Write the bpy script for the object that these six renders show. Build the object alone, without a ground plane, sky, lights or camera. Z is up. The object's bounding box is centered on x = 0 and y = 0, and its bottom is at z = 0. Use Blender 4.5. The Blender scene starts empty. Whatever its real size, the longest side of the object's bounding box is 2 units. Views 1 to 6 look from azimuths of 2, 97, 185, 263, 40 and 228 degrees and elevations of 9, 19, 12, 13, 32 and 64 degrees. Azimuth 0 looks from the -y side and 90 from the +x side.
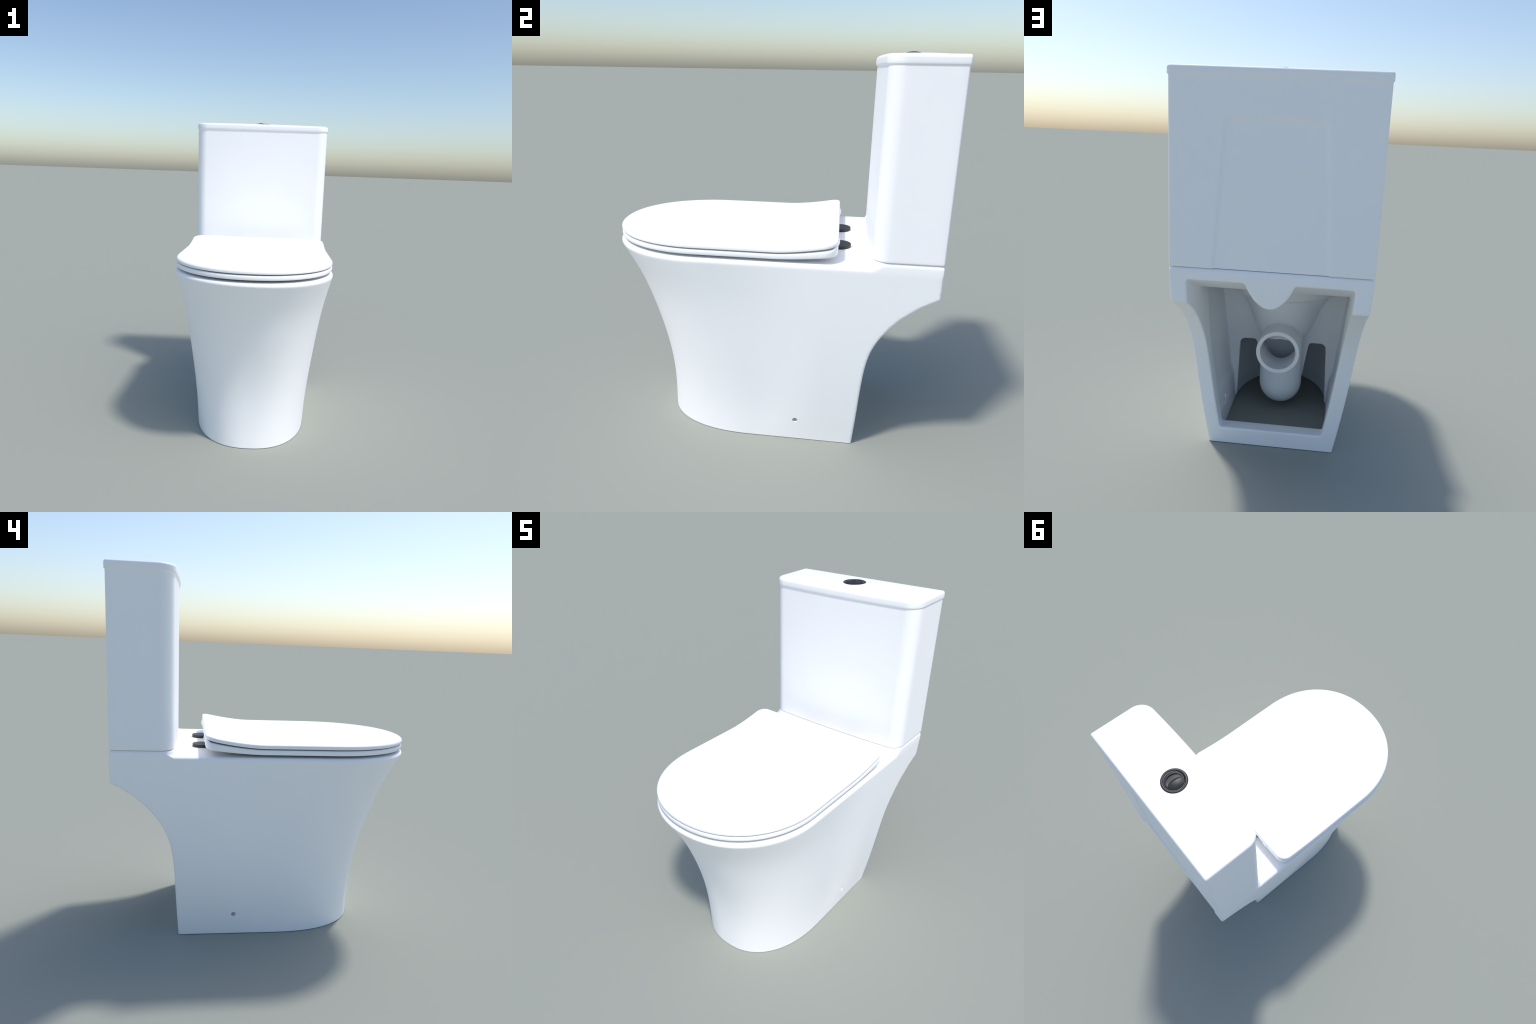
"""White ceramic close-coupled toilet with soft-edged tank, closed seat lid,
black flush button and black hinge covers.  Metres, z up, front towards -y."""
import bpy, bmesh, math
from mathutils import Vector

# ------------------------------------------------------------------ helpers
def monotone(xs, ys):
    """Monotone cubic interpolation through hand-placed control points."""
    n = len(xs)
    h = [xs[i + 1] - xs[i] for i in range(n - 1)]
    d = [(ys[i + 1] - ys[i]) / h[i] for i in range(n - 1)]
    m = [d[0]] + [0.0] * (n - 2) + [d[-1]]
    for i in range(1, n - 1):
        if d[i - 1] * d[i] > 0:
            w1, w2 = 2 * h[i] + h[i - 1], h[i] + 2 * h[i - 1]
            m[i] = (w1 + w2) / (w1 / d[i - 1] + w2 / d[i])
    def f(x):
        x = min(max(x, xs[0]), xs[-1])
        i = 0
        while i < n - 2 and x > xs[i + 1]:
            i += 1
        t = (x - xs[i]) / h[i]
        return ((1 + 2 * t) * (1 - t) ** 2 * ys[i] + t * (1 - t) ** 2 * h[i] * m[i]
                + t * t * (3 - 2 * t) * ys[i + 1] + t * t * (t - 1) * h[i] * m[i + 1])
    return f

def spline(xs, ys):
    """Natural cubic spline: curvature-continuous, for surfaces that catch light."""
    n = len(xs)
    h = [xs[i + 1] - xs[i] for i in range(n - 1)]
    a, b, c, r = [0.0] * n, [1.0] * n, [0.0] * n, [0.0] * n
    for i in range(1, n - 1):
        a[i], b[i], c[i] = h[i - 1], 2 * (h[i - 1] + h[i]), h[i]
        r[i] = 6 * ((ys[i + 1] - ys[i]) / h[i] - (ys[i] - ys[i - 1]) / h[i - 1])
    for i in range(1, n):
        w = a[i] / b[i - 1]
        b[i] -= w * c[i - 1]
        r[i] -= w * r[i - 1]
    m = [0.0] * n
    for i in range(n - 1, -1, -1):
        m[i] = (r[i] - (c[i] * m[i + 1] if i < n - 1 else 0.0)) / b[i]
    def f(x):
        x = min(max(x, xs[0]), xs[-1])
        i = 0
        while i < n - 2 and x > xs[i + 1]:
            i += 1
        p, q = xs[i + 1] - x, x - xs[i]
        return (m[i] * p ** 3 + m[i + 1] * q ** 3) / (6 * h[i]) + (ys[i] / h[i] - m[i] * h[i] / 6) * p + (ys[i + 1] / h[i] - m[i + 1] * h[i] / 6) * q
    return f

def smooth(a, b, x):
    t = min(max((x - a) / (b - a), 0.0), 1.0)
    return t * t * (3 - 2 * t)

def lin(a, b, n):
    return [a + (b - a) * i / (n - 1) for i in range(n)]

def loft(name, loops, cap_start=True, cap_end=True, closed=False):
    """Skin a list of equal-length closed loops."""
    bm = bmesh.new()
    rows = [[bm.verts.new(p) for p in lp] for lp in loops]
    n = len(rows[0])
    pairs = list(zip(rows[:-1], rows[1:]))
    if closed:
        pairs.append((rows[-1], rows[0]))
    for a, b in pairs:
        for i in range(n):
            j = (i + 1) % n
            bm.faces.new((a[i], a[j], b[j], b[i]))
    for flag, row in ((cap_start and not closed, rows[0]), (cap_end and not closed, rows[-1])):
        if flag:
            c = bm.verts.new(sum((v.co for v in row), Vector()) / n)
            for i in range(n):
                bm.faces.new((row[i], row[(i + 1) % n], c))
    bmesh.ops.recalc_face_normals(bm, faces=bm.faces)
    me = bpy.data.meshes.new(name)
    bm.to_mesh(me)
    bm.free()
    ob = bpy.data.objects.new(name, me)
    bpy.context.collection.objects.link(ob)
    return ob

def apply_modifiers(ob):
    dg = bpy.context.evaluated_depsgraph_get()
    me = bpy.data.meshes.new_from_object(ob.evaluated_get(dg))
    ob.modifiers.clear()
    old = ob.data
    ob.data = me
    me.name = ob.name
    bpy.data.meshes.remove(old)

def boolean(ob, cutter, operation='DIFFERENCE', solver='EXACT'):
    md = ob.modifiers.new('cut', 'BOOLEAN')
    md.operation = operation
    md.solver = solver
    md.object = cutter
    bpy.context.view_layer.update()
    apply_modifiers(ob)
    bpy.data.objects.remove(cutter)

def join(ob, others):
    bm = bmesh.new()
    bm.from_mesh(ob.data)
    for o in others:
        bm.from_mesh(o.data)
        bpy.data.objects.remove(o)
    bm.to_mesh(ob.data)
    bm.free()

def shade(ob, material, angle=None):
    ob.data.materials.clear()
    ob.data.materials.append(material)
    if angle is None:
        ob.data.shade_smooth()
    else:
        ob.data.shade_smooth()
        ob.data.set_sharp_from_angle(angle=math.radians(angle))

def child(ob, parent):
    ob.parent = parent
    return ob

def turned(name, profile, centre, axis='z', segments=96):
    """Solid of revolution; profile is (radius, height) pairs from end to end."""
    loops = []
    for r, h in profile:
        lp = []
        for i in range(segments):
            a = 2 * math.pi * i / segments
            c, s = r * math.cos(a), r * math.sin(a)
            if axis == 'z':
                p = (c, s, h)
            elif axis == 'y':
                p = (c, h, s)
            else:
                p = (h, c, s)
            lp.append(tuple(p[k] + centre[k] for k in range(3)))
        loops.append(lp)
    return loft(name, loops)

# ------------------------------------------------------------------ materials
def glossy_material(name, colour, roughness, coat=0.0, grain=0.02, bump=0.0):
    mat = bpy.data.materials.new(name)
    mat.use_nodes = True
    nt = mat.node_tree
    bsdf = nt.nodes['Principled BSDF']
    tc = nt.nodes.new('ShaderNodeTexCoord')
    noise = nt.nodes.new('ShaderNodeTexNoise')
    noise.inputs['Scale'].default_value = 6.0
    noise.inputs['Detail'].default_value = 3.0
    ramp = nt.nodes.new('ShaderNodeValToRGB')
    lo = [c * (1 - grain) for c in colour]
    ramp.color_ramp.elements[0].color = (*lo, 1)
    ramp.color_ramp.elements[1].color = (*colour, 1)
    ramp.color_ramp.elements[0].position = 0.35
    ramp.color_ramp.elements[1].position = 0.65
    nt.links.new(tc.outputs['Object'], noise.inputs['Vector'])
    nt.links.new(noise.outputs['Fac'], ramp.inputs['Fac'])
    nt.links.new(ramp.outputs['Color'], bsdf.inputs['Base Color'])
    bsdf.inputs['Roughness'].default_value = roughness
    bsdf.inputs['Coat Weight'].default_value = coat
    bsdf.inputs['Coat Roughness'].default_value = 0.1
    if bump:
        fine = nt.nodes.new('ShaderNodeTexNoise')
        fine.inputs['Scale'].default_value = 90.0
        bn = nt.nodes.new('ShaderNodeBump')
        bn.inputs['Strength'].default_value = bump
        bn.inputs['Distance'].default_value = 0.002
        nt.links.new(tc.outputs['Object'], fine.inputs['Vector'])
        nt.links.new(fine.outputs['Fac'], bn.inputs['Height'])
        nt.links.new(bn.outputs['Normal'], bsdf.inputs['Normal'])
    return mat

CERAMIC = glossy_material('white_ceramic', (1.0, 1.0, 1.0), 0.5, grain=0.006)
PLASTIC = glossy_material('white_seat_plastic', (1.0, 1.0, 1.0), 0.5, grain=0.004)
BLACK = glossy_material('black_plastic', (0.023, 0.023, 0.0235), 0.47, grain=0.05)

# ------------------------------------------------------------------ root
root = bpy.data.objects.new('toilet', None)
bpy.context.collection.objects.link(root)
root['label'] = 'white ceramic close-coupled toilet with closed lid and black flush button'
root['category'] = 'toilet'

# ------------------------------------------------------------------ pedestal
# control curves over height z: front of body, half width, start of the
# rounded nose, fullness of the nose, rear edge
HEIGHTS = [0, .17, .345, .52, .69, .86, 1.0345]
front_y = spline(HEIGHTS, [-.5710, -.5685, -.5816, -.6176, -.6704, -.7384, -.8330])
rear_w = spline(HEIGHTS, [.3470, .3772, .4044, .4272, .4457, .4611, .4748])
nose_w = spline(HEIGHTS, [.3475, .3600, .3785, .3985, .4178, .4410, .4742])
nose_y = spline(HEIGHTS, [-.0700, -.0380, -.0438, -.0868, -.1549, -.2404, -.3330])
nose_n = spline(HEIGHTS, [2.29, 2.430, 2.455, 2.385, 2.274, 2.175, 2.13])
half_w = rear_w
rear_y = monotone([0, .2, .37, .485, .577, .66, .73, .78, .83, .876, .9145],
                  [.480, .4925, .5025, .5125, .529, .5605, .605, .645, .70, .762, .830])
WALL_EDGE, WALL = 0.081, 0.042

def width_at(z, y):
    """Half width of the pedestal at height z and depth y."""
    y0, wm = nose_y(z), nose_w(z)
    if y >= y0:                                   # sides flare gently to the rear
        return wm + (rear_w(z) - wm) * smooth(y0, 0.30, y)
    t = min((y0 - y) / (y0 - front_y(z)), 1.0)
    n = nose_n(z)
    return wm * (1 - t ** n) ** (1 / n)

def body_loop(z, zz=None, inset=0.0, n_nose=96, n_side=36, n_back=24):
    """Closed horizontal section: +x side forward, round the nose, back along -x."""
    zz = z if zz is None else zz
    y0, yf, n, w = nose_y(z), front_y(z) + inset, nose_n(z), nose_w(z) - inset
    yr = rear_y(z) - inset
    r = 0.009                                     # softened rear corner
    wr = width_at(z, yr) - inset
    side = [(wr - r + r * math.sin(a), yr - r + r * math.cos(a)) for a in lin(0, math.pi / 2, 6)[:-1]]
    side += [(width_at(z, y) - inset, y) for y in lin(yr - r, y0, n_side)[:-1]]
    nose = []
    for i in range(n_nose + 1):
        a = math.pi * i / n_nose
        c, s = math.cos(a), math.sin(a)
        nose.append((math.copysign(abs(c) ** (2 / n), c) * w, y0 - (y0 - yf) * max(s, 0) ** (2 / n)))
    other = [(-x, y) for x, y in reversed(side)]
    back = [(x, yr) for x in lin(-(wr - r), wr - r, n_back)[1:-1]]
    return [(x, y, zz) for x, y in side + nose + other + back]

DECK = 1.0535
levels = [0.0] + lin(0.02, 0.88, 46) + lin(0.89, 0.9145, 8) + [0.9150, 0.920, 0.93] + lin(0.945, 1.034, 18)
loops = [body_loop(0.0, -0.030)] + [body_loop(z) for z in levels]
R = 0.0195                                   # rolled rim
for i in range(1, 9):
    a = math.pi / 2 * i / 8
    loops.append(body_loop(1.035, 1.034 + R * math.sin(a), 0.017 * (1 - math.cos(a))))
pedestal = loft('pedestal', loops)

# hollow inside: open to the floor and through the rear frame
def cavity_loop(z, zz=None):
    zz = z if zz is None else zz
    z = min(max(z, 0.0), 1.03)
    ye = 0.400 if zz < 0.094 else 1.0
    lo = front_y(z) + WALL
    ys = [lo + (ye - lo) * (1 - math.cos(math.pi / 2 * i / 40)) for i in range(41)]
    turn = 0.39
    right = []
    for k, y in enumerate(ys):
        wall = 0.050 - 0.016 * smooth(0.17, 0.25, z)          # thicker foot
        th = wall + (WALL_EDGE - wall) * smooth(turn - 0.06, turn + 0.03, y)
        x = max(width_at(z, min(y, 0.8)) - th, 0.0)
        if k == 0:
            x = 0.0005
        # rounded offset of the nose
        x = min(x, max(nose_w(z) - th, 0) * math.sqrt(max(1 - ((nose_y(z) - y) / (nose_y(z) - lo)) ** 2, 0)) + 0.0005) if y < nose_y(z) else x
        right.append((x, y))
    left = [(-x, y) for x, y in reversed(right)]
    return [(x, y, zz) for x, y in right + left]

cl = [cavity_loop(0.0, -0.06), cavity_loop(0.0)] + [cavity_loop(z) for z in (.03, .06, .0935)]
cl += [cavity_loop(z, z) for z in [0.0945] + lin(0.12, 1.0, 40) + [1.015]]
last = cavity_loop(1.015, 1.025)
cl.append([(x * 0.985, y, z) for x, y, z in last])
boolean(pedestal, loft('hollow', cl))

# opening for the basin
def oval(cx, cy, hw, y_front, y_back, z, n=96, e=2.2):
    out = []
    for i in range(n):
        a = 2 * math.pi * i / n
        c, s = math.cos(a), math.sin(a)
        b = (y_back - cy) if s > 0 else (cy - y_front)
        out.append((cx + hw * math.copysign(abs(c) ** (2 / e), c),
                    cy + b * math.copysign(abs(s) ** (2 / e), s), z))
    return out
boolean(pedestal, loft('opening', [oval(0, -.33, .355, -.715, .14, z) for z in (0.99, 1.10)]))

# platform that carries the tank, blending down to the deck in front of it
TANK_FRONT, TANK_BOW, TANK_R = 0.497, 0.012, 0.075
def platform_loop(z, d, inset):
    """Tank footprint grown by d, clipped to the sides of the pedestal."""
    w = half_w(z) - inset
    xc, yc = 0.4745 - TANK_R, TANK_FRONT + TANK_BOW + TANK_R
    r = TANK_R + d
    a0 = math.acos(min((w - xc) / r, 1.0))
    pts = [(w, 0.830 - inset)] + [(w, y) for y in lin(0.80, yc - r * math.sin(a0), 8)]
    pts += [(xc + r * math.cos(a), yc - r * math.sin(a)) for a in lin(a0, math.pi / 2, 24)[1:]]
    y0 = yc - r
    pts += [(xc * (1 - k / 20), y0 - TANK_BOW * (1 - (1 - k / 20) ** 2)) for k in range(1, 21)]
    full = pts + [(-x, y) for x, y in reversed(pts[:-1])]
    return [(x, y, z) for x, y in full]
steps = [(1.034, .026, 0), (1.050, .026, 0), (1.0537, .024, 0), (1.0555, .019, 0), (1.060, .0125, 0),
         (1.066, .0085, 0), (1.072, .006, .0010), (1.077, .0045, .0030), (1.080, .0035, .0060), (1.0822, .0025, .011)]
platform = loft('platform', [platform_loop(*s) for s in steps])

# inlet boss hanging under the rear of the platform
def boss_loop(y):
    pts = []
    for i in range(41):
        t = -1 + 2 * i / 40
        pts.append((0.119 * t, y, 1.03 - 0.124 * (1 - abs(t) ** 2.0) ** 0.85))
    pts = [(x, y - 0.018 * min(max((1.03 - z) / 0.124, 0), 1) * smooth(0.6, 0.83, y), z - 0.004 * (1.03 - z) / 0.124) for x, y, z in pts]
    return pts + [(x, y, 1.045) for x in lin(0.119, -0.119, 12)]
boss = loft('boss', [boss_loop(y) for y in lin(0.45, 0.8297, 12)])

# cross wall inside, with an arched window either side of the trap
PLATE_Y, PLATE_T = -0.078, 0.037
def plate_loop(y):
    edge = [(width_at(z, -0.08) - 0.02, z) for z in lin(0.012, 1.03, 20)]
    return [(x, y, z) for x, z in edge + [(-x, z) for x, z in reversed(edge)]]
plate = loft('plate', [plate_loop(PLATE_Y), plate_loop(PLATE_Y - PLATE_T)])
def window_loop(y, sx):
    arch = [(0.245 + 0.03 * math.sin(t), 0.382 + 0.03 * math.cos(t)) for t in lin(0, math.pi / 2, 7)]
    pts = [(0.128, -0.05), (0.132, 0.18), (0.160, 0.36), (0.168, 0.400), (0.176, 0.412)] + arch + [(0.280, 0.25), (0.290, -0.05)]
    return [(x * sx, y, z) for x, z in pts]
for sx in (1, -1):
    boolean(plate, loft('window', [window_loop(0.1, sx), window_loop(-0.3, sx)]))
boolean(plate, loft('foot_gap', [[(-.14, y, -.05), (.14, y, -.05), (.14, y, .19), (-.14, y, .19)] for y in (0.1, -0.3)]))

# ceiling slopes down from the rear edge of the platform
beam = loft('beam', [[(x, .827, 1.027), (x, .575, .925), (x, .535, .925), (x, .50, 1.035), (x, .80, 1.045)] for x in lin(-.40, .40, 5)])
join(pedestal, [platform, boss, plate, beam])
md = pedestal.modifiers.new('weld_clay', 'REMESH')
md.mode = 'VOXEL'
md.voxel_size = 0.0052
sm = pedestal.modifiers.new('glaze', 'SMOOTH')
sm.factor = 0.5
sm.iterations = 7
bpy.context.view_layer.update()
apply_modifiers(pedestal)
# bolt holes low on both sides
for sx in (1, -1):
    boolean(pedestal, turned('bolt_bore', [(0.0142, 0.26 * sx), (0.0142, 0.45 * sx)], (0, 0.172, 0.127), 'x', 40), solver='MANIFOLD')
# trim the foot flat on the floor
bm = bmesh.new()
bm.from_mesh(pedestal.data)
cut = bmesh.ops.bisect_plane(bm, geom=bm.verts[:] + bm.edges[:] + bm.faces[:], dist=1e-6,
                             plane_co=(0, 0, 0), plane_no=(0, 0, 1), clear_inner=True)
bmesh.ops.triangle_fill(bm, use_beauty=True, edges=[e for e in cut['geom_cut'] if isinstance(e, bmesh.types.BMEdge)])
bmesh.ops.recalc_face_normals(bm, faces=bm.faces)
bm.to_mesh(pedestal.data)
bm.free()
shade(pedestal, CERAMIC, 62)
child(pedestal, root)

# basin: funnel under the rim, with its inner bowl
outer = [(1.040, .395, -.76, .36), (1.00, .395, -.76, .34), (.88, .392, -.70, .27), (.79, .388, -.65, .212), (.770, .386, -.64, .203),
         (.762, .382, -.635, .198), (.757, .365, -.63, .185), (.750, .325, -.60, .150), (.69, .272, -.56, .128), (.63, .232, -.52, .112), (.57, .205, -.46, .105),
         (.47, .156, -.36, .092)]
inner = [(.47, .146, -.34, .088), (.56, .17, -.42, .089), (.70, .23, -.52, .095), (.85, .30, -.62, .11), (.97, .34, -.70, .13), (1.040, .350, -.71, .135)]
bl = [oval(0, -.12 - .2 * smooth(.5, .9, z), hw, yf, yb, z, e=2.1) for z, hw, yf, yb in outer]
bl += [oval(0, -.12 - .2 * smooth(.5, .9, z), hw, yf, yb, z, e=2.1) for z, hw, yf, yb in inner]
basin = loft('basin', bl, closed=True)
md = basin.modifiers.new('round', 'SUBSURF')
md.levels = md.render_levels = 1
bpy.context.view_layer.update()
apply_modifiers(basin)
boolean(basin, turned('throat', [(0.124, 0.20), (0.124, 0.62)], (0, -0.030, 0)))
shade(basin, CERAMIC, 50)
child(basin, pedestal)

# trap: upright pipe with rounded foot and horizontal outlet
TRAP_Y, TRAP_R = -0.030, 0.133
foot = [(TRAP_R * math.sin(a), 0.168 - TRAP_R * math.cos(a)) for a in [math.pi / 2 * k / 14 for k in range(1, 15)]]
trap = turned('trap_pipe', foot + [(TRAP_R, 0.40), (TRAP_R, 0.70)], (0, TRAP_Y, 0))
boolean(trap, turned('outlet', [(0.127, TRAP_Y), (0.127, 0.2525), (0.1255, 0.256)], (0, 0, 0.468), 'y'), 'UNION')
boolean(trap, turned('bore', [(0.112, 0.25), (0.112, 0.66)], (0, TRAP_Y, 0)))
boolean(trap, turned('bore', [(0.104, TRAP_Y), (0.104, 0.30)], (0, 0, 0.468), 'y'))
shade(trap, CERAMIC, 35)
child(trap, pedestal)

# ------------------------------------------------------------------ tank
TANK_BACK, LID_BACK = 0.8285, 0.8335
def box_loop(w, yb, yf, bow, r, rb, z, n_back=120, inset=0.0):
    """Rounded rectangle with a gently bowed front, starting on the back edge."""
    w, yb, yf = w - inset, yb - inset, yf + inset
    r, rb = max(r - inset, .004), max(rb - inset * .5, .002)
    pts = [(x, yb) for x in lin(-(w - rb), w - rb, n_back)]
    pts += [(w - rb + rb * math.sin(a), yb - rb + rb * math.cos(a)) for a in [math.pi / 2 * k / 5 for k in range(1, 6)]]
    yc = yf + bow + r
    pts += [(w, y) for y in lin(yb - rb, yc, 10)[1:-1]]
    pts += [(w - r + r * math.cos(a), yc - r * math.sin(a)) for a in [math.pi / 2 * k / 18 for k in range(19)]]
    xe = w - r
    pts += [(x, yf + bow * (x / xe) ** 2) for x in lin(xe, -xe, 42)[1:-1]]
    pts += [(-w + r - r * math.sin(a), yc - r * math.cos(a)) for a in [math.pi / 2 * k / 18 for k in range(19)]]
    pts += [(-w, y) for y in lin(yc, yb - rb, 10)[1:-1]]
    pts += [(-w + rb - rb * math.cos(a), yb - rb + rb * math.sin(a)) for a in [math.pi / 2 * k / 5 for k in range(5)]]
    return [(x, y, z) for x, y in pts]

def recess(x, z):
    """Shallow panel sunk in the back of the tank, open at the foot."""
    hw = 0.229 + (1.75 - z) * 0.066
    r = 0.035
    dx, dz = abs(x) - (hw - r), z - (1.771 - r)
    d = math.hypot(max(dx, 0), max(dz, 0)) + min(max(dx, dz), 0) - r
    return 0.009 * (1 - smooth(-0.011, 0.001, d))

def tank_w(z):
    return 0.4755 + 0.007 * (z - 1.083) / 0.854
tl = []
rows = [(1.0845, .004), (1.0855, .0018), (1.088, .0004), (1.091, 0)] + [(z, 0) for z in lin(1.10, 1.70, 50) + lin(1.705, 1.80, 30) + lin(1.81, 1.945, 10)]
for z, ins in rows:
    lp = box_loop(tank_w(z), TANK_BACK, TANK_FRONT - 0.0012 + 0.0017 * (z - 1.083) / 0.854, TANK_BOW, TANK_R, 0.010, z, inset=ins)
    lp = [(x, y - recess(x, z), zz) if k < 120 else (x, y, zz) for k, (x, y, zz) in enumerate(lp)]
    tl.append(lp)
tank = loft('tank', tl)
shade(tank, CERAMIC, 50)
child(tank, root)

# ------------------------------------------------------------------ tank lid
LID_TOP = 1.9778
def lid_ring(z, ins):
    return box_loop(0.4875, LID_BACK, 0.4895, 0.012, 0.084, 0.012, z, n_back=60, inset=ins)
ll = [lid_ring(1.9335, .030), lid_ring(1.9335, .0075), lid_ring(1.9345, .005), lid_ring(1.9375, .0015), lid_ring(1.941, .0002), lid_ring(1.950, 0), lid_ring(1.960, 0), lid_ring(1.963, 0)]
for k in range(1, 8):
    a = math.pi / 2 * k / 7
    ll.append(lid_ring(1.963 + 0.0148 * math.sin(a), 0.011 * (1 - math.cos(a))))
def crown(x, y):
    """Top of the tank lid: shallow pillow that rises to the button."""
    u, v = min(abs(x) / 0.477, 1), min(abs(y - 0.664) / 0.162, 1)
    return LID_TOP + 0.0112 * (1 - u ** 2.6) * (1 - v ** 2.4)
rim_loop = lid_ring(LID_TOP, 0.011)
for k in range(1, 26):
    f = 1 - k / 26
    ll.append([(x * f, 0.664 + (y - 0.664) * f, crown(x * f, 0.664 + (y - 0.664) * f)) for x, y, _ in rim_loop])
tank_lid = loft('tank_lid', ll)
boolean(tank_lid, turned('button_well', [(0.052, 1.962), (0.052, 2.05)], (0, 0.657, 0)))
shade(tank_lid, CERAMIC, 40)
child(tank_lid, root)

# ------------------------------------------------------------------ flush button
BX, BY = 0.0, 0.657
ring = turned('button_ring', [(0.0495, 1.966), (0.0665, 1.970), (0.0680, 1.9855), (0.0676, 1.9880), (0.0660, 1.9900), (0.0630, 1.9915), (0.0595, 1.9922),
                              (0.0560, 1.9915), (0.0530, 1.9895), (0.0510, 1.987), (0.0498, 1.980)], (BX, BY, 0))
shade(ring, BLACK, 50)

def button_height(x, y):
    """Two-part push button: broad convex lens, hollow beside it, then a crescent
    whose curved edge stands proud of the hollow."""
    r = math.hypot(x, y) / 0.0495
    dome = 0.0095 * max(1 - r ** 2.2, 0.0)
    a = math.hypot((x + 0.010) / 0.0460, (y - 0.001) / 0.0480)     # arc of the crescent edge
    tip = max(1 - (y / 0.0445) ** 2, 0.0)
    lens_edge = -0.010 + 0.020 * tip                               # curved flank of the lens
    h = 0.0015 + dome * 0.75
    if a < 1.0 and x > -0.012:
        depth = 0.0075 * tip ** 0.5 * (1 - smooth(0.90, 1.0, a))
        if x < lens_edge:
            t = (x + 0.012) / max(lens_edge + 0.012, 1e-4)
            depth *= smooth(0.25, 1.0, t)
        h -= depth
    if -0.050 < x < lens_edge:                                     # lens swells above the dome
        h += 0.0025 * tip * max(1 - ((x + 0.022) / 0.028) ** 2, 0)
    return h
bm = bmesh.new()
N, M = 144, 60
centre = bm.verts.new((BX, BY, 1.9894 + button_height(0, 0)))
prev = None
for i in range(1, M + 1):
    r = 0.0495 * i / M
    row = []
    for k in range(N):
        x, y = r * math.cos(2 * math.pi * k / N), r * math.sin(2 * math.pi * k / N)
        row.append(bm.verts.new((BX + x, BY + y, 1.9894 + button_height(x, y))))
    for k in range(N):
        j = (k + 1) % N
        if prev is None:
            bm.faces.new((centre, row[k], row[j]))
        else:
            bm.faces.new((prev[k], row[k], row[j], prev[j]))
    prev = row
rim = [bm.verts.new((v.co.x, v.co.y, 1.972)) for v in prev]
for k in range(N):
    j = (k + 1) % N
    bm.faces.new((prev[k], rim[k], rim[j], prev[j]))
bm.faces.new(list(reversed(rim)))
bmesh.ops.recalc_face_normals(bm, faces=bm.faces)
me = bpy.data.meshes.new('flush_button')
bm.to_mesh(me)
bm.free()
button = bpy.data.objects.new('flush_button', me)
bpy.context.collection.objects.link(button)
shade(button, BLACK, 50)
child(button, root)
child(ring, button)

# ------------------------------------------------------------------ seat and seat lid
SEAT_BACK = 0.350
def seat_outline(inset, yb=SEAT_BACK, rb=0.060):
    """Plan outline: straight sides, round nose, rounded rear corners."""
    w, yf, y0, n = 0.468 - inset, -0.828 + inset, -0.33, 2.12
    yb -= inset
    rb = max(rb - inset, 0.006)
    pts = [(x, yb) for x in lin(-(w - rb), w - rb, 40)]
    pts += [(w - rb + rb * math.sin(a), yb - rb + rb * math.cos(a)) for a in [math.pi / 2 * k / 14 for k in range(1, 15)]]
    pts += [(w, y) for y in lin(yb - rb, y0, 34)[1:-1]]
    for i in range(101):
        a = math.pi * i / 100
        c, s = math.cos(a), max(math.sin(a), 0)
        pts.append((math.copysign(abs(c) ** (2 / n), c) * w, y0 - (y0 - yf) * s ** (2 / n)))
    pts += [(-w, y) for y in lin(y0, yb - rb, 34)[1:-1]]
    pts += [(-w + rb - rb * math.cos(a), yb - rb + rb * math.sin(a)) for a in [math.pi / 2 * k / 14 for k in range(14)]]
    return pts

def lift(y, amount=0.039):
    """Seat and lid sweep upwards towards the hinge."""
    return amount * max((y - 0.04) / 0.30, 0.0) ** 1.65

def lid_at(inset, z, **kw):
    return [(x, y, z + lift(y)) for x, y in seat_outline(inset, yb=0.3475, **kw)]
sl = [lid_at(.060, 1.1018), lid_at(.012, 1.1012), lid_at(.002, 1.1013), lid_at(.0004, 1.1024), lid_at(0, 1.105), lid_at(0, 1.111)]
for k in range(1, 8):
    a = math.pi / 2 * k / 7
    sl.append(lid_at(0.012 * (1 - math.cos(a)), 1.1115 + 0.0115 * math.sin(a)))
edge = seat_outline(0.012, yb=0.3475)
for k in range(1, 30):      # faint crown
    f = 1 - k / 30
    sl.append([(x * f, -0.2 + (y + 0.2) * f, 1.1232 + lift(-0.2 + (y + 0.2) * f) + 0.0018 * (1 - f * f)) for x, y in edge])
seat_lid = loft('seat_lid', sl)
shade(seat_lid, PLASTIC, 60)
child(seat_lid, root)

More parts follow.
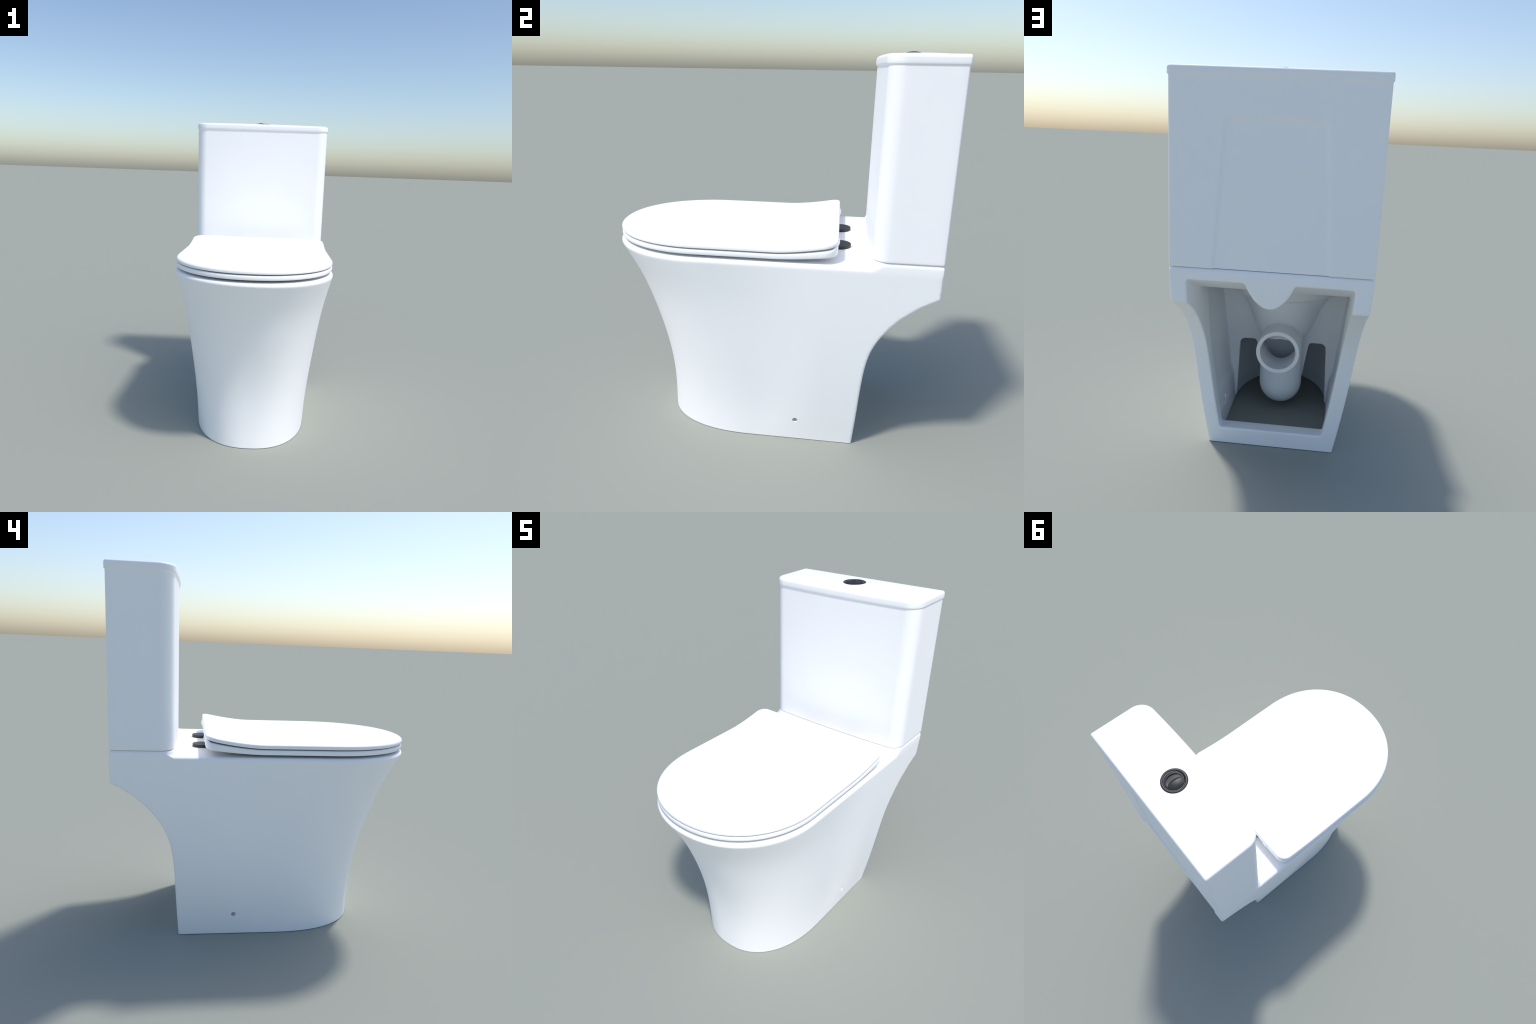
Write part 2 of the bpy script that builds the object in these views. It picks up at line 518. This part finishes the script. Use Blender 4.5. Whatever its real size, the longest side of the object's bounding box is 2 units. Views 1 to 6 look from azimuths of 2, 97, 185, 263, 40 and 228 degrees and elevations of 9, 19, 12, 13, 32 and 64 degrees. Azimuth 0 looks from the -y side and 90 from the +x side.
def seat_top(x, y):
    z = 1.0942 + lift(y, 0.036)
    return z + (1.1000 + lift(y) - z) * smooth(0.322, 0.340, y)   # rear upstand meets the lid
def seat_bottom(x, y):
    z = 1.068 + lift(y, 0.022)
    return z + 0.009 * (1 - smooth(0.265, 0.285, abs(x))) * smooth(0.24, 0.30, y)
def seat_ring(inset, t):
    """t: 0 bottom .. 1 top"""
    out = []
    for x, y in seat_outline(inset):
        lo, hi = seat_bottom(x, y), seat_top(x, y)
        out.append((x, y, lo + (hi - lo) * t))
    return out
hole = []
for k, (x, y) in enumerate(seat_outline(0.0)):
    f = 0.66
    hole.append((x * f, -0.28 + (y + 0.28) * f))
def hole_ring(z):
    return [(x, y, z) for x, y in hole]
def mid(a, b, f):
    return [tuple(p[i] + (q[i] - p[i]) * f for i in range(3)) for p, q in zip(a, b)]
o_top, o_bot = seat_ring(.008, 1), seat_ring(.010, 0)
i_top, i_bot = hole_ring(1.094), hole_ring(1.070)
def between(a, b, surf):
    rows = []
    for k in range(1, 12):
        rows.append([(x, y, surf(x, y)) for x, y, _ in mid(a, b, k / 12)])
    return rows
st = [o_bot, seat_ring(.0045, .05), seat_ring(.0015, .15), seat_ring(.0005, .30), seat_ring(.0005, .5), seat_ring(.0005, .7), seat_ring(.0015, .86), seat_ring(.004, .96), o_top]
st += between(o_top, i_top, seat_top) + [i_top, i_bot] + between(i_bot, o_bot, seat_bottom)
seat = loft('seat', st, closed=True)
shade(seat, PLASTIC, 50)
child(seat, root)

# hinge knuckles joining lid and seat at the rear edge
knuckle_prof = [(0.012, 0), (0.0255, 0.0008), (0.0275, 0.003), (0.0275, 0.034), (0.0255, 0.0362), (0.012, 0.037)]
first = turned('hinge_knuckle', knuckle_prof, (0.2800, 0.3285, 1.1220), 'x', 48)
shade(first, PLASTIC, 40)
child(first, seat)
second = first.copy()
second.location.x = -0.2800 * 2 - 0.037
bpy.context.collection.objects.link(second)

# black hinge covers standing on the deck
cover_prof = [(0.050, 1.050), (0.0565, 1.0525), (0.0575, 1.0545), (0.0575, 1.0680), (0.0568, 1.0695)]
cover = turned('hinge_cover', cover_prof, (0.157, 0.356, 0))
shade(cover, BLACK, 28)
child(cover, root)
other = cover.copy()
other.location.x = -0.314
bpy.context.collection.objects.link(other)
